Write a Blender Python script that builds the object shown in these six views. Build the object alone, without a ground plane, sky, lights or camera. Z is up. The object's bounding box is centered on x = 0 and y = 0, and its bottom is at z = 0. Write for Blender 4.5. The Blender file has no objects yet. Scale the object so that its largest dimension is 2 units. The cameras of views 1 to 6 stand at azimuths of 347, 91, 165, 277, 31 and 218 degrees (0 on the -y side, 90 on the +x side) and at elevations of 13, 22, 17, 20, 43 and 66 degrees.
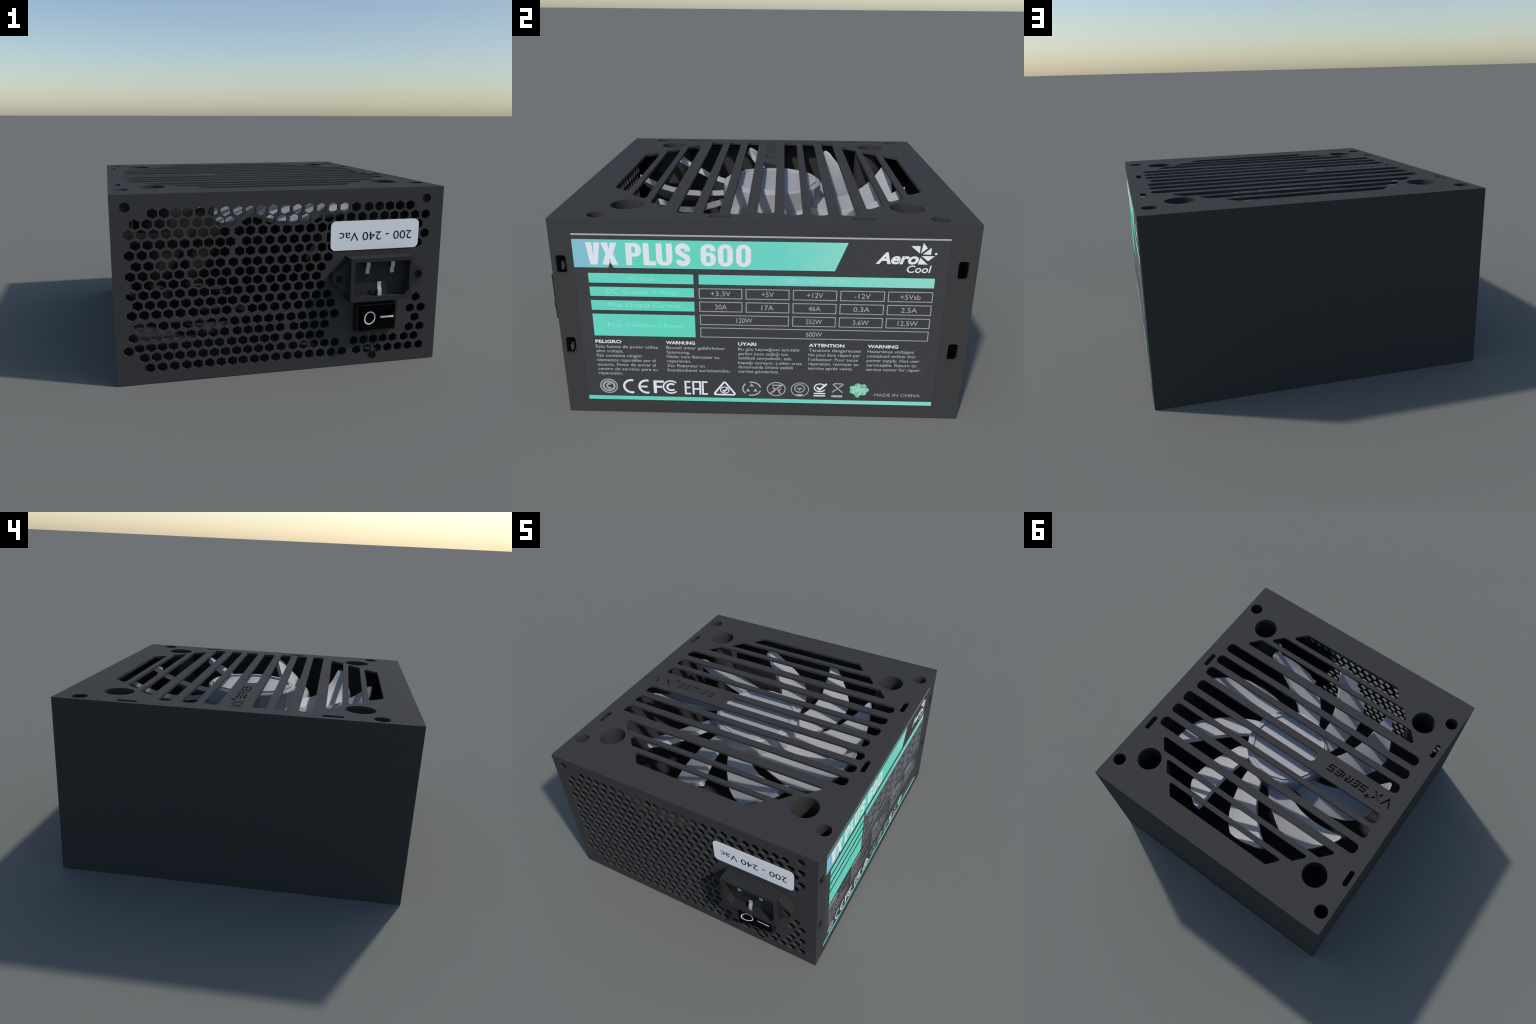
"""Desktop power supply unit: perforated steel box, slotted fan grille on top,
nine-blade fan inside, mains inlet and rocker switch in front, printed label on the side."""
import bpy, math
from mathutils import Matrix, Vector

# ------------------------------------------------------------------ sizes (m)
HX = 0.9040                  # half width of the box
Y0, Y1 = -0.9065, 1.0       # vent face and rear face
H = 1.0025                     # height
T = 0.0155                   # thickness of the grille and the vent face
TW = 0.010                   # thickness of the plain walls
FAN = (-0.0075, 0.0695)      # fan axis

# ------------------------------------------------------------------ frames: (u, v, n) -> world
TOP = Matrix(((1, 0, 0, 0), (0, 1, 0, 0), (0, 0, 1, H), (0, 0, 0, 1)))
FRONT = Matrix(((1, 0, 0, 0), (0, 0, -1, Y0), (0, 1, 0, 0), (0, 0, 0, 1)))
SIDE = Matrix(((0, 0, 1, HX), (1, 0, 0, 0), (0, 1, 0, 0), (0, 0, 0, 1)))


# ------------------------------------------------------------------ materials
def srgb(r, g, b):
    return tuple((c / 255 / 12.92) if c <= 10 else ((c / 255 + 0.055) / 1.055) ** 2.4 for c in (r, g, b)) + (1,)


def material(name, colour, rough=0.5, spec=0.3, metal=0.0, grain=0.06, scale=60.0, bump=0.0):
    m = bpy.data.materials.new(name)
    m.use_nodes = True
    nt = m.node_tree
    bsdf = nt.nodes["Principled BSDF"]
    bsdf.inputs["Roughness"].default_value = rough
    bsdf.inputs["Specular IOR Level"].default_value = spec
    bsdf.inputs["Metallic"].default_value = metal
    tc = nt.nodes.new("ShaderNodeTexCoord")
    noise = nt.nodes.new("ShaderNodeTexNoise")
    noise.inputs["Scale"].default_value = scale
    noise.inputs["Detail"].default_value = 3
    nt.links.new(tc.outputs["Object"], noise.inputs["Vector"])
    ramp = nt.nodes.new("ShaderNodeValToRGB")
    ramp.color_ramp.elements[0].position = 0.3
    ramp.color_ramp.elements[1].position = 0.7
    ramp.color_ramp.elements[0].color = tuple(c * (1 - grain) for c in colour[:3]) + (1,)
    ramp.color_ramp.elements[1].color = tuple(c * (1 + grain) for c in colour[:3]) + (1,)
    nt.links.new(noise.outputs["Fac"], ramp.inputs["Fac"])
    nt.links.new(ramp.outputs["Color"], bsdf.inputs["Base Color"])
    if bump:
        b = nt.nodes.new("ShaderNodeBump")
        b.inputs["Strength"].default_value = bump
        b.inputs["Distance"].default_value = 0.001
        nt.links.new(noise.outputs["Fac"], b.inputs["Height"])
        nt.links.new(b.outputs["Normal"], bsdf.inputs["Normal"])
    return m


def teal_gradient(name, stops):
    """teal print whose hue drifts along the label (Object y)"""
    m = bpy.data.materials.new(name)
    m.use_nodes = True
    nt = m.node_tree
    bsdf = nt.nodes["Principled BSDF"]
    bsdf.inputs["Roughness"].default_value = 0.6
    bsdf.inputs["Specular IOR Level"].default_value = 0.15
    tc = nt.nodes.new("ShaderNodeTexCoord")
    sep = nt.nodes.new("ShaderNodeSeparateXYZ")
    rng = nt.nodes.new("ShaderNodeMapRange")
    rng.inputs["From Min"].default_value = -0.85
    rng.inputs["From Max"].default_value = 0.85
    noise = nt.nodes.new("ShaderNodeTexNoise")
    noise.inputs["Scale"].default_value = 14
    mul = nt.nodes.new("ShaderNodeMath"); mul.operation = "MULTIPLY_ADD"
    mul.inputs[1].default_value = 0.10
    ramp = nt.nodes.new("ShaderNodeValToRGB")
    els = ramp.color_ramp.elements
    while len(els) < len(stops):
        els.new(0.5)
    for e, (p, c) in zip(els, stops):
        e.position, e.color = p, c
    nt.links.new(tc.outputs["Object"], sep.inputs[0])
    nt.links.new(tc.outputs["Object"], noise.inputs["Vector"])
    nt.links.new(sep.outputs["Y"], rng.inputs["Value"])
    nt.links.new(noise.outputs["Fac"], mul.inputs[0])
    nt.links.new(rng.outputs["Result"], mul.inputs[2])
    nt.links.new(mul.outputs[0], ramp.inputs["Fac"])
    nt.links.new(ramp.outputs["Color"], bsdf.inputs["Base Color"])
    return m


STEEL = material("powder_coated_steel", (0.0555, 0.0548, 0.0550, 1), 0.85, 0.08, grain=0.03, scale=90, bump=0.03)
PLASTIC = material("inlet_plastic", (0.030, 0.030, 0.030, 1), 0.7, 0.15, grain=0.03)
SCREW = material("blackened_screw", (0.014, 0.0145, 0.016, 1), 0.7, 0.12, grain=0.04)
SWITCH_FRAME = material("switch_frame_plastic", (0.012, 0.012, 0.013, 1), 0.5, 0.25, grain=0.03)
ROCKER = material("rocker_plastic", (0.0012, 0.0012, 0.0012, 1), 0.55, 0.04, grain=0.03)
MARK = material("white_mark", (0.90, 0.90, 0.93, 1), 0.5, 0.3, grain=0.02)
PIN = material("pin_metal", (0.45, 0.46, 0.48, 1), 0.45, 0.4, grain=0.03)
FAN_GREY = material("fan_plastic", (0.47, 0.47, 0.48, 1), 0.5, 0.3, grain=0.02, scale=30)
STICKER = material("white_sticker", (0.93, 0.935, 0.96, 1), 0.5, 0.3, grain=0.015)
STICKER_INK = material("sticker_ink", (0.012, 0.012, 0.014, 1), 0.6, 0.2)
LABEL = material("label_print_dark", (0.060, 0.061, 0.064, 1), 0.7, 0.12, grain=0.12, scale=140)
INK = material("label_ink_white", (0.95, 0.95, 0.97, 1), 0.6, 0.15, grain=0.03, scale=80)
INK_GREY = material("label_ink_grey", (0.50, 0.50, 0.53, 1), 0.6, 0.15, grain=0.10, scale=80)
INK_CELL = material("label_ink_frame", (0.40, 0.40, 0.42, 1), 0.6, 0.15, grain=0.06, scale=80)
INK_TEAL = material("label_ink_pale_teal", (0.38, 0.93, 0.80, 1), 0.6, 0.15, grain=0.08, scale=80)
GREEN = material("label_ink_green", (0.30, 0.70, 0.48, 1), 0.6, 0.15, grain=0.4, scale=70)
tealA, tealB, pale, sky = (0.15, 0.82, 0.60, 1), (0.20, 0.80, 0.64, 1), (0.33, 0.85, 0.70, 1), (0.29, 0.64, 0.74, 1)
BANNER = teal_gradient("label_banner_teal", [(0.0, sky), (0.10, sky), (0.24, tealA), (0.62, tealB), (0.80, pale)])
TEAL = teal_gradient("label_bar_teal", [(0.0, tealB), (0.30, tealA), (0.60, tealB), (0.95, pale)])

# ------------------------------------------------------------------ object tree
COL = bpy.context.scene.collection
ROOT = bpy.data.objects.new("computer_power_supply", None)
ROOT["label"] = "dark grey boxed computer power supply with fan grille"
ROOT["category"] = "power supply"
COL.objects.link(ROOT)


def add(name, mesh, mat, parent=ROOT, **props):
    o = bpy.data.objects.new(name, mesh)
    mesh.name = name
    if mat and not mesh.materials:
        mesh.materials.append(mat)
    COL.objects.link(o)
    o.parent = parent
    for k, v in props.items():
        o[k] = v
    return o


def mesh_from(verts, faces):
    me = bpy.data.meshes.new("piece")
    me.from_pydata([tuple(v) for v in verts], [], faces)
    me.update()
    return me


def curve_mesh(loops, thick, frame, n=0.0):
    """flat sheet with holes: filled 2D curve, from height n down to n - thick in the frame"""
    cu = bpy.data.curves.new("outline", "CURVE")
    cu.dimensions, cu.fill_mode, cu.extrude = "2D", "BOTH", thick / 2
    for lp in loops:
        sp = cu.splines.new("POLY")
        sp.points.add(len(lp) - 1)
        for p, (a, b) in zip(sp.points, lp):
            p.co = (a, b, 0, 1)
        sp.use_cyclic_u = True
    ob = bpy.data.objects.new("outline", cu)
    COL.objects.link(ob)
    me = bpy.data.meshes.new_from_object(ob.evaluated_get(bpy.context.evaluated_depsgraph_get()))
    bpy.data.objects.remove(ob)
    bpy.data.curves.remove(cu)
    me.materials.clear()
    me.transform(frame @ Matrix.Translation((0, 0, n - thick / 2)))
    for p in me.polygons:
        p.use_smooth = False
    me.update()
    return me


def plate(name, loops, thick, frame, mat, n=0.0, parent=ROOT, **props):
    return add(name, curve_mesh(loops, thick, frame, n), mat, parent, **props)


def joined(name, meshes, mat, parent=ROOT, **props):
    verts, faces = [], []
    for me in meshes:
        o = len(verts)
        verts += [v.co.copy() for v in me.vertices]
        faces += [[o + i for i in p.vertices] for p in me.polygons]
        bpy.data.meshes.remove(me)
    return add(name, mesh_from(verts, faces), mat, parent, **props)


# ------------------------------------------------------------------ 2D outlines
def rect(a0, b0, a1, b1):
    return [(a0, b0), (a1, b0), (a1, b1), (a0, b1)]


def circle(a, b, r, n=40, ry=None):
    ry = ry or r
    return [(a + r * math.cos(2 * math.pi * i / n), b + ry * math.sin(2 * math.pi * i / n)) for i in range(n)]


def rounded(poly, radii, seg=6):
    """round the corners of a polygon; radii is one value or one per corner"""
    n = len(poly)
    if not isinstance(radii, (list, tuple)):
        radii = [radii] * n
    out = []
    for i, r in enumerate(radii):
        p, a, b = Vector(poly[i]), Vector(poly[i - 1]), Vector(poly[(i + 1) % n])
        da, db = (a - p).normalized(), (b - p).normalized()
        half = math.acos(max(-1, min(1, da.dot(db)))) / 2
        if r <= 0 or half > 1.55:
            out.append(tuple(p))
            continue
        d = r / math.tan(half)
        c = p + (da + db).normalized() * (r / math.sin(half))
        s, e = p + da * d - c, p + db * d - c
        a0 = math.atan2(s.y, s.x)
        da_ = (math.atan2(e.y, e.x) - a0 + math.pi) % (2 * math.pi) - math.pi
        out += [(c.x + r * math.cos(a0 + da_ * k / seg), c.y + r * math.sin(a0 + da_ * k / seg)) for k in range(seg + 1)]
    return out


def stroke(path, w):
    """outline of a polyline drawn with a pen of width w (mitred)"""
    P = [Vector(p) for p in path]
    left, right = [], []
    for i, p in enumerate(P):
        d0 = (p - P[i - 1]).normalized() if i else (P[1] - p).normalized()
        d1 = (P[i + 1] - p).normalized() if i < len(P) - 1 else d0
        n0, n1 = Vector((-d0.y, d0.x)), Vector((-d1.y, d1.x))
        m = (n0 + n1).normalized()
        k = w / 2 / max(0.35, m.dot(n0))
        left.append(tuple(p + m * k))
        right.append(tuple(p - m * k))
    return left + right[::-1]


def arc(a, b, r, t0, t1, n=20, ry=None):
    ry = ry or r
    return [(a + r * math.cos(math.radians(t0 + (t1 - t0) * i / n)), b + ry * math.sin(math.radians(t0 + (t1 - t0) * i / n))) for i in range(n + 1)]


def lathe(profile, cx, cy, seg=40, smooth=True, turn=0.0):
    """profile of (radius, z) turned around a vertical axis"""
    verts, faces = [], []
    for r, z in profile:
        verts += [(cx + r * math.cos(2 * math.pi * i / seg + turn), cy + r * math.sin(2 * math.pi * i / seg + turn), z) for i in range(seg)]
    for k in range(len(profile) - 1):
        for i in range(seg):
            j = (i + 1) % seg
            faces.append((k * seg + i, k * seg + j, (k + 1) * seg + j, (k + 1) * seg + i))
    me = mesh_from(verts, faces)
    if smooth:
        me.shade_smooth() if hasattr(me, "shade_smooth") else None
        me.set_sharp_from_angle(angle=math.radians(35))
    return me


# ------------------------------------------------------------------ top grille
BIG_HOLES = [(0.674, -0.598), (0.674, 0.711), (-0.678, -0.598), (-0.678, 0.711)]
SMALL_HOLES = [(0.836, -0.7015), (0.836, 0.8316), (-0.838, -0.7012), (-0.838, 0.8727)]
TAB_SLOTS = [(0.839, -0.143), (0.846, 0.495), (-0.851, -0.457), (-0.860, 0.608)]
R_BIG, R_SMALL = 0.081, 0.043
loops = [rect(-HX, Y0, HX, Y1)]
loops += [circle(x, y, R_BIG, 48) for x, y in BIG_HOLES]
loops += [circle(x, y, R_SMALL, 32) for x, y in SMALL_HOLES]
loops += [rounded(rect(x - 0.0165, y - 0.056, x + 0.0165, y + 0.056), 0.014, 5) for x, y in TAB_SLOTS]
# long round-ended slots: near and far edge in y
for y0, y1 in ((-0.353, -0.277), (-0.232, -0.157), (-0.111, -0.035), (0.0135, 0.0925), (0.139, 0.2225), (0.261, 0.340), (0.3895, 0.467)):
    x0, x1 = (-0.2295, 0.784) if y0 == 0.0135 else (-0.803, 0.803)
    loops.append(rounded(rect(x0, y0, x1, y1), 0.031, 6))
# clipped slots towards both ends: inner edge, outer edge, half length of the inner edge
for yi, yo, wide in ((0.520, 0.606, 0.712), (0.641, 0.7235, 0.584), (0.757, 0.838, 0.461),
                     (-0.4155, -0.501, 0.712), (-0.535, -0.615, 0.584), (-0.647, -0.7335, 0.461)):
    narrow = wide - 0.88 * abs(yo - yi)
    loops.append(rounded([(-wide, yi), (wide, yi), (narrow, yo), (-narrow, yo)], 0.012, 4))

# engraved lettering "VX+ SERIES" cut into the wide middle bar, on a backing strip
W = 0.0115
letters = []


def engrave(path, w=W):
    letters.append(stroke(path, w))


def slant(x, y, s=0.22):
    return (x + s * (y - 0.03), y)


def letter_S(x, w, y0, y1):
    m = (y0 + y1) / 2
    engrave([slant(x + w, y1), slant(x, y1), slant(x, m), slant(x + w * .95, m), slant(x + w * .95, y0), slant(x - 0.004, y0)], 0.0095)


def letter_E(x, w, y0, y1):
    m = (y0 + y1) / 2
    engrave([slant(x + w, y1), slant(x, y1), slant(x, y0), slant(x + w, y0)], 0.0095)
    engrave([slant(x + 0.012, m), slant(x + w, m)], 0.0095)


engrave([(-0.813, 0.078), (-0.787, 0.018), (-0.755, 0.078)])
engrave([(-0.737, 0.075), (-0.684, 0.017)])
engrave([(-0.684, 0.077), (-0.7015, 0.0575)])
engrave([(-0.7195, 0.036), (-0.738, 0.015)])
letters.append([(-0.672 + a * 0.038, 0.066 + b * 0.038) for a, b in
                ((0, .37), (.37, .37), (.37, 0), (.63, 0), (.63, .37), (1, .37), (1, .63), (.63, .63), (.63, 1), (.37, 1), (.37, .63), (0, .63))])
lo, hi = 0.030, 0.074
letter_S(-0.630, 0.040, lo, hi)
letter_E(-0.572, 0.038, lo, hi)
engrave([slant(-0.519, lo), slant(-0.519, hi), slant(-0.484, hi), slant(-0.484, 0.054), slant(-0.502, 0.054)], 0.0095)
engrave([slant(-0.501, 0.042), slant(-0.484, lo - 0.002)], 0.0095)
engrave([slant(-0.455, lo), slant(-0.455, hi)], 0.0095)
letter_E(-0.437, 0.038, lo, hi)
letter_S(-0.381, 0.040, lo, hi)
grille = plate("top_grille", loops + letters, T, TOP, STEEL)
plate("engraving_backing", [rect(-0.835, 0.0055, -0.245, 0.1105)], 0.006, TOP, STEEL, n=-T - 0.0004, parent=grille)

# ------------------------------------------------------------------ vent face with hexagonal perforation
# row height, then runs of (first x, pitch, count)
HEX_ROWS = [
    (0.903, [(-0.694, 0.0587, 4), (-0.453, 0.0653, 5), (-0.134, 0.0658, 9), (0.465, 0.0607, 5)]),
    (0.850, [(-0.784, 0.0621, 5), (-0.469, 0.0584, 3), (-0.299, 0.0869, 2), (-0.154, 0.0662, 5), (0.173, 0.0664, 2), (0.299, 0.0646, 5), (0.616, 0.0582, 2), (0.74, 0.0634, 2)]),
    (0.798, [(-0.815, 0.0622, 5), (-0.499, 0.0583, 3), (-0.328, 0.0774, 2), (-0.192, 0.0664, 5), (0.137, 0.0646, 2), (0.259, 0.0631, 9)]),
    (0.743, [(-0.784, 0.062, 5), (-0.469, 0.0582, 3), (-0.298, 0.0859, 2), (-0.154, 0.0666, 5), (0.175, 0.0647, 3), (0.367, 0.0624, 8)]),
    (0.691, [(-0.815, 0.062, 5), (-0.499, 0.0582, 3), (-0.329, 0.0787, 2), (-0.192, 0.0666, 5), (0.137, 0.0651, 2), (0.26, 0.0632, 4), (0.518, 0.0602, 4), (0.764, 0, 1)]),
    (0.634, [(-0.784, 0.0621, 5), (-0.47, 0.0587, 3), (-0.284, 0.0724, 2), (-0.154, 0.0667, 5), (0.174, 0.066, 2)]),
    (0.582, [(-0.815, 0.0621, 5), (-0.499, 0.0594, 4), (-0.251, 0.0584, 2), (-0.124, 0.0652, 6)]),
    (0.532, [(-0.785, 0.0621, 5), (-0.469, 0.0617, 4), (-0.212, 0.059, 2), (-0.085, 0.0651, 5)]),
    (0.481, [(-0.815, 0.0621, 5), (-0.499, 0.0595, 4), (-0.26, 0.067, 5), (0.074, 0.0633, 3)]),
    (0.427, [(-0.784, 0.0622, 5), (-0.469, 0.0617, 3), (-0.289, 0.0672, 6), (0.113, 0.0637, 3)]),
    (0.375, [(-0.815, 0.0621, 5), (-0.499, 0.0591, 4), (-0.25, 0.0671, 2), (-0.124, 0.066, 4), (0.136, 0.0656, 2), (0.261, 0, 1), (0.773, 0, 1)]),
    (0.312, [(-0.781, 0.0627, 18), (0.741, 0.067, 2)]),
    (0.255, [(-0.811, 0.0595, 9), (-0.265, 0.0595, 5), (0.051, 0.0593, 4), (0.773, 0, 1)]),
    (0.198, [(-0.783, 0.0585, 4), (-0.538, 0.0584, 4), (-0.296, 0.0614, 3), (-0.114, 0.057, 2), (0.017, 0.0686, 2), (0.143, 0.0594, 2), (0.741, 0.067, 2)]),
    (0.143, [(-0.758, 0.0611, 12), (-0.02, 0.0673, 2), (0.108, 0.0613, 4), (0.405, 0.0591, 5), (0.713, 0.0604, 2)]),
    (0.086, [(-0.732, 0.0642, 4), (-0.479, 0.0622, 4), (-0.234, 0.0636, 2), (-0.114, 0.0642, 8), (0.423, 0.0635, 6), (0.808, 0, 1)]),
]
HEX_W, HEX_H = 0.0252, 0.0277
hexes = []
for z, runs in HEX_ROWS:
    for x, pitch, count in runs:
        for i in range(count):
            cx = x + pitch * i
            hexes.append([(cx + HEX_W * a, z + HEX_H * b) for a, b in ((0, 1), (-1, .5), (-1, -.5), (0, -1), (1, -.5), (1, .5))])
CASE_SCREWS = [(-0.828, 0.938), (0.8035, 0.938), (0.518, 0.0455)]
front_holes = [circle(x, z, 0.0255, 28) for x, z in CASE_SCREWS + [(-0.8385, 0.185)]]
vent = plate("vent_panel", [rect(-HX, 0, HX, H - T)] + hexes + front_holes, T, FRONT, STEEL)

# ------------------------------------------------------------------ remaining sheet walls
side_slots = [rounded(rect(a - 0.0235, z - 0.044, a + 0.0235, z + 0.044), 0.013, 5)
              for a in (-0.862, 0.938) for z in (0.786, 0.370)]
plate("side_panel", [rect(Y0 + T, TW, Y1 - TW, H - T)] + side_slots, T, SIDE, STEEL)
plate("side_panel", [rect(Y0 + T, TW, Y1 - TW, H - T)], TW, SIDE, STEEL, n=-2 * HX + TW)
plate("rear_panel", [rect(-HX, 0, HX, H - T)], TW, FRONT, STEEL, n=-(Y1 - Y0) + TW)
plate("base_panel", [rect(-HX, Y0 + T, HX, Y1 - TW)], TW, TOP, STEEL, n=-H + TW)

# ------------------------------------------------------------------ screws and fan mounting wells
def plus(a, b, s, w):
    return [(a + p * s, b + q * s) for p, q in ((-1, -w), (-w, -w), (-w, -1), (w, -1), (w, -w), (1, -w), (1, w), (w, w), (w, 1), (-w, 1), (-w, w), (-1, w))]


def screw(a, b, r, frame, n, parent):
    head = curve_mesh([circle(a, b, r, 24), plus(a, b, r * 0.62, 0.13)], 0.002, frame, n)
    base = curve_mesh([circle(a, b, r * 0.97, 24)], 0.010, frame, n - 0.0022)
    joined("screw", [head, base], SCREW, parent)


for x, z in CASE_SCREWS:
    screw(x, z, 0.0252, FRONT, -0.010, vent)
for x, y in BIG_HOLES:
    well = lathe([(R_BIG, H - T + 0.0002), (0.099, H - T - 0.0004), (0.099, 0.765), (0.0005, 0.765), (0.0005, 0.785), (R_BIG, 0.785), (R_BIG, H - T)], x, y)
    o = add("mounting_well", well, STEEL, grille)
    screw(x, y, 0.043, TOP, -0.198, o)
for x, y in SMALL_HOLES:
    add("corner_well", lathe([(R_SMALL, H - T + 0.0002), (0.048, H - T - 0.0004), (0.048, 0.79), (0.0005, 0.79), (0.0005, 0.80), (R_SMALL, 0.80), (R_SMALL, H - T)], x, y, 32), STEEL, grille)

# ------------------------------------------------------------------ fan
hub_profile = [(0.0005, 0.948), (0.233, 0.948), (0.2345, 0.9585), (0.2535, 0.9595), (0.2565, 0.950),
               (0.269, 0.949), (0.2785, 0.940), (0.2785, 0.75), (0.262, 0.749), (0.0005, 0.749)]
hub = add("fan_hub", lathe(hub_profile, 0, 0, 18, False, math.radians(-2.2)), FAN_GREY)
hub.location = (FAN[0], FAN[1], 0)


def interp(table, r):
    for (r0, v0), (r1, v1) in zip(table, table[1:]):
        if r <= r1:
            k = (r - r0) / (r1 - r0)
            return v0 + (v1 - v0) * k
    return table[-1][1]


# sickle blade: angle and height of the leading and trailing edge against radius
LEAD_A = [(0.26, -29.5), (0.342, -23.7), (0.421, -18.1), (0.501, -13.0), (0.58, -8.3), (0.66, -4.1), (0.728, -1.0), (0.744, -0.8), (0.752, -1.8)]
LEAD_Z = [(0.26, 0.856), (0.342, 0.850), (0.421, 0.849), (0.501, 0.861), (0.58, 0.887), (0.66, 0.925), (0.728, 0.971), (0.752, 0.980)]
TRAIL_A = [(0.26, -58.5), (0.354, -49.5), (0.447, -40.9), (0.54, -34.7), (0.633, -27.8), (0.695, -22.0), (0.720, -15.0), (0.736, -9.0), (0.746, -5.6), (0.752, -3.9)]
TRAIL_Z = [(0.26, 0.82), (0.354, 0.800), (0.447, 0.780), (0.54, 0.768), (0.633, 0.772), (0.695, 0.800), (0.720, 0.862), (0.736, 0.914), (0.752, 0.966)]
BLADE_T = 0.031
radii = [0.262, 0.30, 0.342, 0.38, 0.421, 0.46, 0.501, 0.54, 0.58, 0.62, 0.66, 0.695, 0.708, 0.720, 0.730, 0.738, 0.746, 0.752]
COLS = 8


def blade_mesh():
    verts, faces = [], []
    for r in radii:
        a0, a1 = interp(LEAD_A, r), interp(TRAIL_A, r)
        z0, z1 = interp(LEAD_Z, r), interp(TRAIL_Z, r)
        pitch = math.atan2(z0 - z1, math.radians(a0 - a1) * r)
        for side in (0, 1):           # the underside is set off square to the pitched face
            for c in range(COLS + 1):
                k = c / COLS
                a = math.radians(a0 + (a1 - a0) * k) + side * BLADE_T * math.sin(pitch) / r
                z = z0 + (z1 - z0) * k - side * BLADE_T * math.cos(pitch)
                verts.append((r * math.cos(a), r * math.sin(a), z))
    n = COLS + 1
    row = 2 * n
    for i in range(len(radii) - 1):
        a, b = i * row, (i + 1) * row
        for c in range(COLS):
            faces.append((a + c, a + c + 1, b + c + 1, b + c))
            faces.append((a + n + c, b + n + c, b + n + c + 1, a + n + c + 1))
        faces.append((a, b, b + n, a + n))
        faces.append((a + COLS, a + n + COLS, b + n + COLS, b + COLS))
    last = (len(radii) - 1) * row
    for c in range(COLS):
        faces.append((c, n + c, n + c + 1, c + 1))
        faces.append((last + c, last + c + 1, last + n + c + 1, last + n + c))
    me = mesh_from(verts, faces)
    me.shade_smooth() if hasattr(me, "shade_smooth") else None
    me.set_sharp_from_angle(angle=math.radians(30))
    return me


first = add("fan_blade", blade_mesh(), FAN_GREY, hub)
first.rotation_euler = (0, 0, math.radians(-46))
for i in range(1, 9):
    b = first.copy()
    COL.objects.link(b)
    b.parent = hub
    b.rotation_euler = (0, 0, math.radians(-46 + 40 * i))

# ------------------------------------------------------------------ mains inlet
INLET = dict(x0=0.336, x1=0.6885, z0=0.3985, z1=0.638)
opening = rounded([(0.3595, 0.4205 + 0.036), (0.3595 + 0.033, 0.4205), (0.678 - 0.033, 0.4205), (0.678, 0.4205 + 0.036), (0.678, 0.617), (0.3595, 0.617)],
                  [0.012, 0.012, 0.012, 0.012, 0.006, 0.006], 4)
inlet = plate("power_inlet", [rounded(rect(INLET["x0"], INLET["z0"], INLET["x1"], INLET["z1"]), 0.003, 3), opening], 0.092, FRONT, PLASTIC, n=0.094)
plate("inlet_floor", [rect(0.350, 0.410, 0.680, 0.628)], 0.036, FRONT, PLASTIC, n=0.0435, parent=inlet)
for s in (-1, 1):
    mid = 0.5122
    shape = [(mid + s * 0.1755, 0.612)] + arc(mid + s * 0.2325, 0.525, 0.033, 48 if s > 0 else 132, -48 if s > 0 else 228, 10) + [(mid + s * 0.1755, 0.438)]
    ear_o = plate("inlet_ear", [shape, circle(mid + s * 0.2325, 0.525, 0.0225, 24)], 0.060, FRONT, PLASTIC, n=0.0605, parent=inlet)
    screw(mid + s * 0.2325, 0.525, 0.0222, FRONT, 0.049, ear_o)


def pin(x, z0, z1, front_low):
    """thin metal strip with a soft joggle half way up, on a short stem"""
    w, m, th = 0.011, (z0 + z1) / 2, 0.0025
    near, far = Y0 - 0.076, Y0 - 0.065
    ylo, yhi = (near, far) if front_low else (far, near)
    front = [(ylo, z0), (ylo, m - 0.012), (ylo * 0.8 + yhi * 0.2, m - 0.005), (ylo * 0.2 + yhi * 0.8, m + 0.005), (yhi, m + 0.012), (yhi, z1)]
    prof = front + [(y + th, z) for y, z in front[::-1]]
    verts = [(x + sx * w, y, z) for sx in (-1, 1) for y, z in prof]
    n, k = len(prof), len(front)
    faces = [(i, n + i, n + (i + 1) % n, (i + 1) % n) for i in range(n)]
    for o, flip in ((0, 1), (n, -1)):
        for i in range(k - 1):
            faces.append(tuple(o + j for j in (i, i + 1, n - 2 - i, n - 1 - i)[::flip]))
    strip = mesh_from(verts, faces)
    strip.shade_smooth() if hasattr(strip, "shade_smooth") else None
    strip.set_sharp_from_angle(angle=math.radians(50))
    o = add("contact_pin", strip, PIN, inlet)
    sz = (z0 + m) / 2 if front_low else (z1 + m) / 2
    plate("pin_stem", [rect(x - 0.004, sz - 0.006, x + 0.004, sz + 0.006)], 0.030, FRONT, PLASTIC, n=0.073, parent=inlet)


pin(0.4425, 0.546, 0.612, False)
pin(0.585, 0.546, 0.612, False)
pin(0.514, 0.422, 0.498, True)

# ------------------------------------------------------------------ rocker switch
SW = (0.398, 0.2065, 0.636, 0.362)
switch = plate("rocker_switch", [rect(*SW), rect(0.4135, 0.2165, 0.6265, 0.353)], 0.037, FRONT, SWITCH_FRAME, n=0.0375)
ROCK = [(0.421, -0.979), (0.450, -0.966), (0.480, -0.9565), (0.510, -0.953), (0.624, -0.954)]


def rock_y(x):
    return interp(ROCK, x)


zs = (0.2195, 0.350)
prof = ROCK + [(0.624, -0.908), (0.421, -0.908)]
n = len(prof)
verts = [(x, y, z) for z in zs for x, y in prof]
faces = [tuple(range(n - 1, -1, -1)), tuple(range(n, 2 * n))] + [(i, (i + 1) % n, n + (i + 1) % n, n + i) for i in range(n)]
rocker = add("rocker", mesh_from(verts, faces), ROCKER, switch)


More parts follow.
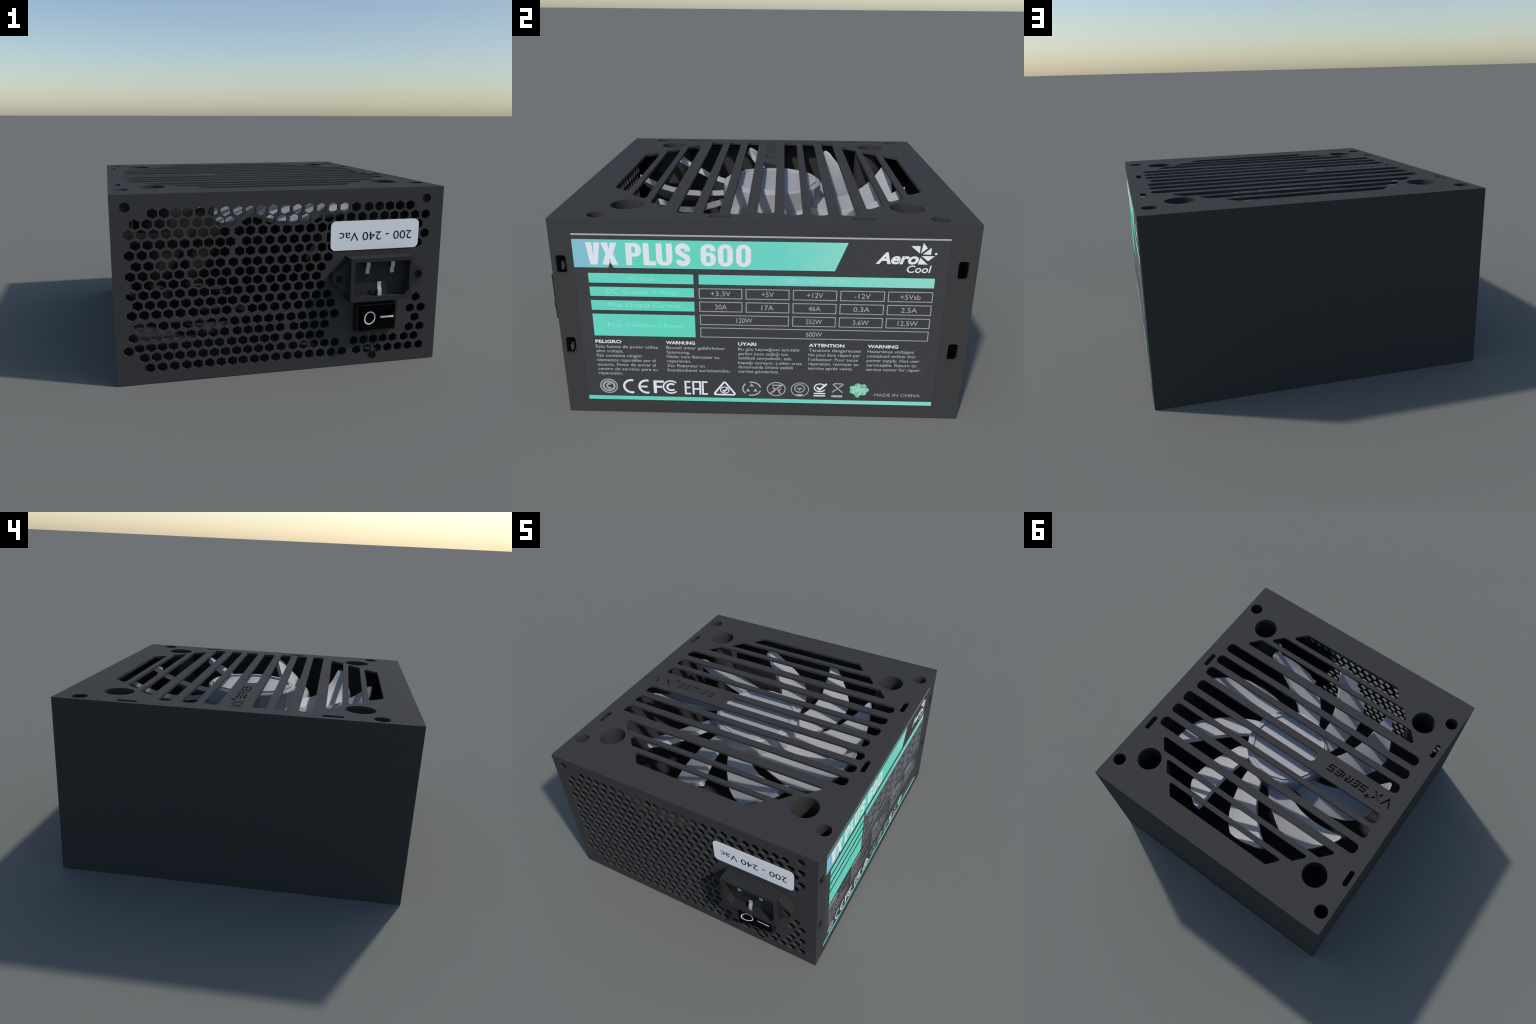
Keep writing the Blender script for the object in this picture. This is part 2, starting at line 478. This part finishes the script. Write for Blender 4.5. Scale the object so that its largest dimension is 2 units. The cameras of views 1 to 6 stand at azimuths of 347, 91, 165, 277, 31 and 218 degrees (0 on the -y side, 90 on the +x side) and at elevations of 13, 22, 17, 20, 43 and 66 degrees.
def on_rocker(name, outer, inner=None):
    """ring or bar printed on the bent rocker face"""
    pts = [(x, rock_y(x) - 0.0012, z) for x, z in outer]
    if inner:
        m = len(outer)
        pts += [(x, rock_y(x) - 0.0012, z) for x, z in inner]
        fc = [(i, (i + 1) % m, m + (i + 1) % m, m + i) for i in range(m)]
    else:
        fc = [tuple(range(len(pts)))]
    add(name, mesh_from(pts, fc), MARK, rocker)


on_rocker("off_mark", circle(0.4715, 0.2885, 0.0375, 48), circle(0.4715, 0.2885, 0.0308, 48))
on_rocker("on_mark", rect(0.538, 0.2825, 0.617, 0.2935))


# ------------------------------------------------------------------ lettering
def text_mesh(string, u0, u1, v0, v1, frame, n, bold=0.0, shear=0.0, depth=0.0006, turn=False):
    """built-in font, fitted into the box (u0..u1, v0..v1) of a frame"""
    cu = bpy.data.curves.new("lettering", "FONT")
    cu.body, cu.size, cu.offset, cu.shear, cu.resolution_u = string, 1.0, bold, shear, 3
    ob = bpy.data.objects.new("lettering", cu)
    COL.objects.link(ob)
    me = bpy.data.meshes.new_from_object(ob.evaluated_get(bpy.context.evaluated_depsgraph_get()))
    bpy.data.objects.remove(ob)
    bpy.data.curves.remove(cu)
    me.materials.clear()
    xs, ys = [v.co.x for v in me.vertices], [v.co.y for v in me.vertices]
    sx, sy = (u1 - u0) / (max(xs) - min(xs)), (v1 - v0) / (max(ys) - min(ys))
    for v in me.vertices:
        a, b = (v.co.x - min(xs)) * sx, (v.co.y - min(ys)) * sy
        v.co = (u1 - a, v1 - b, n) if turn else (u0 + a, v0 + b, n)
    me.transform(frame)
    return me


def line_box(string, u0, u1, base, cap):
    """box of a text line: descenders reach below the baseline, lower-case-only lines are lower"""
    low = base - cap * (0.28 if any(c in string for c in "gjpqyçş,;") else 0.0)
    return u0, u1, low, base + cap


# ------------------------------------------------------------------ voltage sticker on the vent face
sticker = plate("voltage_sticker", [rounded(rect(0.2492, 0.667, 0.7625, 0.828), 0.028, 6)], 0.003, FRONT, STICKER, n=0.0035)
add("sticker_lettering", text_mesh("200 - 240 Vac", 0.2985, 0.7215, 0.7185, 0.7655, FRONT, 0.0042, turn=True), STICKER_INK, sticker)

# ------------------------------------------------------------------ printed label on the side
label = plate("rating_label", [rect(-0.805, 0.070, 0.8685, 0.936)], 0.0006, SIDE, LABEL, n=0.0006)
LV, LT = 0.0010, 0.0014      # print layers, above the label sheet


def printed(name, loops_list, mat, n=LV, **props):
    return joined(name, [curve_mesh(lp, 0.0003, SIDE, n + 0.0001 * i) for i, lp in enumerate(loops_list)], mat, label, **props)


printed("label_edge_line", [[rect(-0.804, 0.9285, 0.868, 0.936)]], INK_GREY)
printed("label_foot_stripe", [[rect(-0.805, 0.071, 0.868, 0.092)]], TEAL)
printed("label_banner", [[[(-0.804, 0.774), (0.368, 0.775), (0.422, 0.911), (-0.804, 0.909)]]], BANNER)
printed("banner_notch", [[[(-0.650, 0.7745), (-0.625, 0.7745), (-0.6395, 0.800)]]], LABEL, n=LT)


def condensed(ch, x0, x1, z0, z1):
    """outlines of one heavy condensed capital or digit in the box x0..x1, z0..z1"""
    w, st, bar = x1 - x0, 0.0265, 0.020
    mx, mz, r = (x0 + x1) / 2, (z0 + z1) / 2, 0.026

    def loop(cx0, cz0, cx1, cz1, rad):
        return rounded(rect(cx0, cz0, cx1, cz1), rad, 5)
    if ch == "V":
        return [[(x0, z1), (mx - 0.0165, z0), (mx + 0.0165, z0), (x1, z1), (x1 - 0.028, z1), (mx, z0 + 0.034), (x0 + 0.028, z1)]]
    if ch == "X":
        q = 0.0295
        return [[(x0, z1), (x0 + q, z1), (mx, mz + 0.021), (x1 - q, z1), (x1, z1), (mx + 0.0165, mz + 0.001), (x1, z0), (x1 - q, z0), (mx, mz - 0.019), (x0 + q, z0), (x0, z0), (mx - 0.0165, mz + 0.001)]]
    if ch == "P":
        pz = z0 + 0.041
        outer = rounded([(x0, z0), (x0 + st, z0), (x0 + st, pz), (x1, pz), (x1, z1), (x0, z1)], [0, 0, 0, r, r, 0], 5)
        return [outer, loop(x0 + st, pz + 0.017, x1 - st, z1 - 0.017, 0.007)]
    if ch == "L":
        return [[(x0, z0), (x1, z0), (x1, z0 + bar), (x0 + st, z0 + bar), (x0 + st, z1), (x0, z1)]]
    if ch == "U":
        return [rounded([(x0, z1), (x0, z0), (x1, z0), (x1, z1), (x1 - st, z1), (x1 - st, z0 + 0.018), (x0 + st, z0 + 0.018), (x0 + st, z1)], [0, 0.03, 0.03, 0, 0, 0.008, 0.008, 0], 5)]
    if ch == "0":
        return [loop(x0, z0, x1, z1, 0.030), loop(x0 + 0.0245, z0 + 0.018, x1 - 0.0245, z1 - 0.018, 0.0078)]
    if ch == "S":
        h = st / 2
        path = [(x1 - h + 0.001, z1 - 0.036)] + arc(mx, z1 - 0.031, w / 2 - h, 10, 180, 10, 0.0215) + arc(mx, z0 + 0.031, w / 2 - h, 0, -170, 10, 0.0215)
        path = path[:11] + [(x0 + h + 0.003, z1 - 0.040), (mx, mz), (x1 - h - 0.003, z0 + 0.040)] + path[12:]
        return [stroke(path, 0.024)]
    if ch == "6":
        outer = rounded([(x0, z0), (x1, z0), (x1, z0 + 0.066), (x0 + 0.0245, z0 + 0.066), (x0 + 0.0245, z1 - 0.0185), (x1 - 0.0245, z1 - 0.0185), (x1 - 0.0245, z1 - 0.033), (x1, z1 - 0.033), (x1, z1), (x0, z1)],
                        [0.030, 0.030, 0.028, 0, 0.0078, 0.0078, 0, 0, 0.029, 0.030], 5)
        return [outer, loop(x0 + 0.0245, z0 + 0.0175, x1 - 0.0245, z0 + 0.051, 0.0075)]


glyphs = (("V", -0.744, -0.680), ("X", -0.675, -0.604), ("P", -0.566, -0.497), ("L", -0.488, -0.432), ("U", -0.430, -0.358),
          ("S", -0.346, -0.276), ("6", -0.231, -0.164), ("0", -0.154, -0.088), ("0", -0.073, -0.007))
for ch, a, b in glyphs:
    printed("title_letter", [condensed(ch, a, b, 0.789, 0.8945)], INK, n=LT)

for z0, z1 in ((0.699, 0.747), (0.6325, 0.679), (0.561, 0.611), (0.426, 0.541)):
    printed("label_bar", [[rect(-0.745, z0, -0.268, z1)]], TEAL)
printed("label_bar", [[rect(-0.244, 0.699, 0.816, 0.747)]], TEAL)
for s, a, b, base, cap in (("AC Input", -0.565, -0.445, 0.712, 0.024), ("DC Output Voltage", -0.67, -0.335, 0.645, 0.024),
                           ("Max. Output Current", -0.665, -0.335, 0.577, 0.024), ("Max. Combined Power", -0.675, -0.315, 0.474, 0.022),
                           ("200Vac-240Vac 5A 50Hz", 0.145, 0.44, 0.711, 0.024)):
    add("bar_lettering", text_mesh(s, *line_box(s, a, b, base, cap), SIDE, LT), INK_TEAL, label)

FR = 0.0045                  # cell frame line width


def cell(a0, a1, z0, z1, text):
    printed("table_cell", [[rect(a0, z0, a1, z1), rect(a0 + FR, z0 + FR, a1 - FR, z1 - FR)]], INK_CELL)
    w, mid, m = 0.0185 * len(text), (a0 + a1) / 2, (z0 + z1) / 2
    add("cell_lettering", text_mesh(text, mid - w / 2, mid + w / 2, m - 0.0125, m + 0.0125, SIDE, LT), INK_GREY, label)


COLS_Y = [(-0.246, -0.047), (-0.032, 0.168), (0.183, 0.384), (0.398, 0.600), (0.614, 0.8165)]
for (a, b), t in zip(COLS_Y, ("+3.3V", "+5V", "+12V", "-12V", "+5Vsb")):
    cell(a, b, 0.6275, 0.680, t)
for (a, b), t in zip(COLS_Y, ("20A", "17A", "46A", "0.3A", "2.5A")):
    cell(a, b, 0.5605, 0.613, t)
for (a, b), t in zip([(-0.245, 0.168)] + COLS_Y[2:], ("120W", "552W", "3.6W", "12.5W")):
    cell(a, b, 0.4925, 0.545, t)
cell(-0.245, 0.8165, 0.4265, 0.479, "600W")

# safety notes in five languages
NOTES = [
    (-0.745, "PELIGRO", 0.124, [("Esta fuente de poder utiliza", .297), ("alto voltaje.", .13), ("No contiene ningún", .215), ("elementos reparables por el", .28),
                               ("usuario. Favor de enviar al", .28), ("centro de servicio para su", .287), ("reparación.", .118)]),
    (-0.410, "WARNUNG", 0.138, [("Bauteil unter gefährlicher", .28), ("Spannung.", .112), ("Nicht vom Benutzer zu", .25), ("reparieren.", .115),
                               ("Zur Reparatur an", .18), ("Kundendienst zurücksenden.", .303)]),
    (-0.069, "UYARI", 0.086, [("Bu güç kaynağının içindeki", .288), ("gerilim insan sağlığı için", .236), ("tehlikeli seviyededir, asla", .253), ("kapağı açmayın. Lütfen arıza", .304),
                             ("durumunda ürünü yetkili", .26), ("servise gönderiniz.", .195)]),
    (0.264, "ATTENTION", 0.167, [("Tensions dangereuses", .246), ("Ne peut être réparé par", .243), ("l'utilisateur. Pour toute", .235), ("réparation, renvoyer au", .238), ("service après vente.", .214)]),
    (0.540, "WARNING", 0.143, [("Hazardous voltages", .218), ("contained within this", .227), ("power supply. Not user", .250), ("serviceable. Return to", .236), ("service center for repair.", .26)]),
]
fine, heads = [], []
for a, head, w, lines in NOTES:
    heads.append(text_mesh(head, a, a + w, 0.386, 0.404, SIDE, LT, bold=0.03))
    for i, (s, lw) in enumerate(lines):
        fine.append(text_mesh(s, *line_box(s, a, a + lw, 0.360 - 0.0246 * i, 0.0165), SIDE, LT, bold=0.008))
joined("note_heading", heads, INK, label, kind="stuff")
joined("small_print", fine, INK_GREY, label, kind="stuff")

# approval marks along the foot
def marks(name, parts, mat=INK):
    printed(name, parts, mat, n=LT)


def ring(a, b, r, w, ry=None):
    ry = ry or r
    return [circle(a, b, r, 32, ry), circle(a, b, r - w, 32, ry - w)]


m = 0.148
marks("approval_mark", [ring(-0.7015, m, 0.0435, 0.006, 0.041), ring(-0.7015, m, 0.032, 0.010, 0.030), [stroke(arc(-0.6985, m, 0.012, 50, 310), 0.009)]], INK_GREY)
marks("conformity_mark", [[stroke(arc(-0.590, m, 0.037, 75, 285, ry=0.035), 0.011)], [stroke(arc(-0.5155, m, 0.037, 75, 285, ry=0.035), 0.011)], [rect(-0.546, m - 0.005, -0.513, m + 0.005)]])
marks("approval_mark", [[[(-0.483, 0.112), (-0.468, 0.112), (-0.468, 0.142), (-0.442, 0.142), (-0.442, 0.154), (-0.468, 0.154), (-0.468, 0.172), (-0.432, 0.172), (-0.432, 0.184), (-0.483, 0.184)]],
                        [stroke(arc(-0.3985, m, 0.037, 45, 315, 24, 0.0345), 0.008)], [stroke(arc(-0.3965, m, 0.020, 45, 315, 24, 0.018), 0.010)]])
marks("approval_mark", [[stroke([(-0.302, 0.1805), (-0.327, 0.1805), (-0.327, 0.1125), (-0.302, 0.1125)], 0.009)], [rect(-0.322, 0.143, -0.303, 0.152)],
                        [stroke([(-0.289, 0.108), (-0.289, 0.1805), (-0.256, 0.1805), (-0.256, 0.108)], 0.009)], [rect(-0.284, 0.136, -0.261, 0.145)],
                        [stroke([(-0.219, 0.1805), (-0.243, 0.1805), (-0.243, 0.1125), (-0.219, 0.1125)], 0.009)]])
tri_o = rounded([(-0.200, 0.1065), (-0.073, 0.1065), (-0.1365, 0.193)], 0.010, 4)
tri_i = rounded([(-0.182, 0.115), (-0.091, 0.115), (-0.1365, 0.178)], 0.003, 3)
marks("approval_mark", [[tri_o, tri_i], ring(-0.1365, 0.137, 0.023, 0.005, 0.020), [stroke([(-0.146, 0.137), (-0.139, 0.129), (-0.122, 0.147)], 0.008)]])
marks("recycling_mark", [[stroke(arc(-0.005, m, 0.043, a + 12, a + 105, 14, 0.037), 0.007)] for a in (0, 120, 240)]
      + [[[(-0.005 + 0.021 * math.cos(t) + 0.012 * math.cos(p), m + 0.019 * math.sin(t) + 0.012 * math.sin(p)) for p in (1.57, 3.67, 5.76)]] for t in (1.57, 3.67, 5.76)], INK_GREY)
marks("approval_mark", [ring(0.114, 0.149, 0.046, 0.005, 0.040), [stroke([(0.084, 0.122), (0.145, 0.176)], 0.007)], [rect(0.092, 0.168, 0.136, 0.174)],
                        [stroke([(0.096, 0.158), (0.110, 0.148), (0.100, 0.132)], 0.007)], [stroke([(0.138, 0.150), (0.124, 0.142), (0.134, 0.124)], 0.007)]], INK_GREY)
marks("approval_mark", [ring(0.2285, 0.149, 0.0445, 0.0045, 0.040), ring(0.227, 0.155, 0.026, 0.005, 0.024), [rect(0.214, 0.152, 0.240, 0.158)], [rect(0.2245, 0.142, 0.2300, 0.1515)], [rect(0.211, 0.114, 0.243, 0.123)]], INK_GREY)
marks("approval_mark", [[stroke(arc(0.325, 0.161, 0.027, 30, 330, 20, 0.022), 0.006)], [stroke([(0.310, 0.164), (0.324, 0.150), (0.357, 0.184)], 0.010)], [rect(0.296, 0.125, 0.352, 0.132)], [rect(0.296, 0.112, 0.352, 0.119)]])
marks("disposal_mark", [[stroke([(0.387, 0.183), (0.436, 0.135)], 0.006)], [stroke([(0.385, 0.137), (0.4085, 0.1575)], 0.006)], [stroke([(0.416, 0.1645), (0.438, 0.183)], 0.006)], [rect(0.392, 0.1835, 0.431, 0.189)],
                        [rect(0.382, 0.109, 0.435, 0.121)]], INK_GREY)
blob = [(0.514 + (0.045 + 0.0035 * math.cos(7 * t)) * math.cos(t), 0.154 + (0.034 + 0.0035 * math.cos(7 * t)) * math.sin(t)) for t in [2 * math.pi * i / 56 for i in range(56)]]
marks("eco_mark", [[blob], [rect(0.500, 0.110, 0.516, 0.1195)]], GREEN)
joined("eco_lettering", [text_mesh("RoHS", 0.483, 0.545, 0.143, 0.166, SIDE, LT + 0.0006, bold=0.02)], INK_TEAL, label)
joined("origin_lettering", [text_mesh("MADE IN CHINA", 0.588, 0.809, 0.119, 0.1355, SIDE, LT)], INK_GREY, label)

# maker's emblem: slanted word pair with a five-petal pinwheel
add("emblem_lettering", text_mesh("Aero", 0.546, 0.735, 0.8135, 0.8705, SIDE, LT, bold=0.035, shear=0.25), INK, label)
add("emblem_lettering", text_mesh("Cool", 0.686, 0.795, 0.7735, 0.8095, SIDE, LT, bold=0.012, shear=0.15), INK, label)
marks("emblem_petal", [[[(0.696, 0.901), (0.7365, 0.867), (0.7365, 0.902)]], [[(0.741, 0.867), (0.769, 0.892), (0.749, 0.917)]],
                       [[(0.750, 0.863), (0.786, 0.862), (0.786, 0.895)]], [[(0.745, 0.855), (0.776, 0.831), (0.804, 0.855)]],
                       [[(0.732, 0.815), (0.776, 0.815), (0.741, 0.847)]], [circle(0.808, 0.866, 0.0055, 12)]])
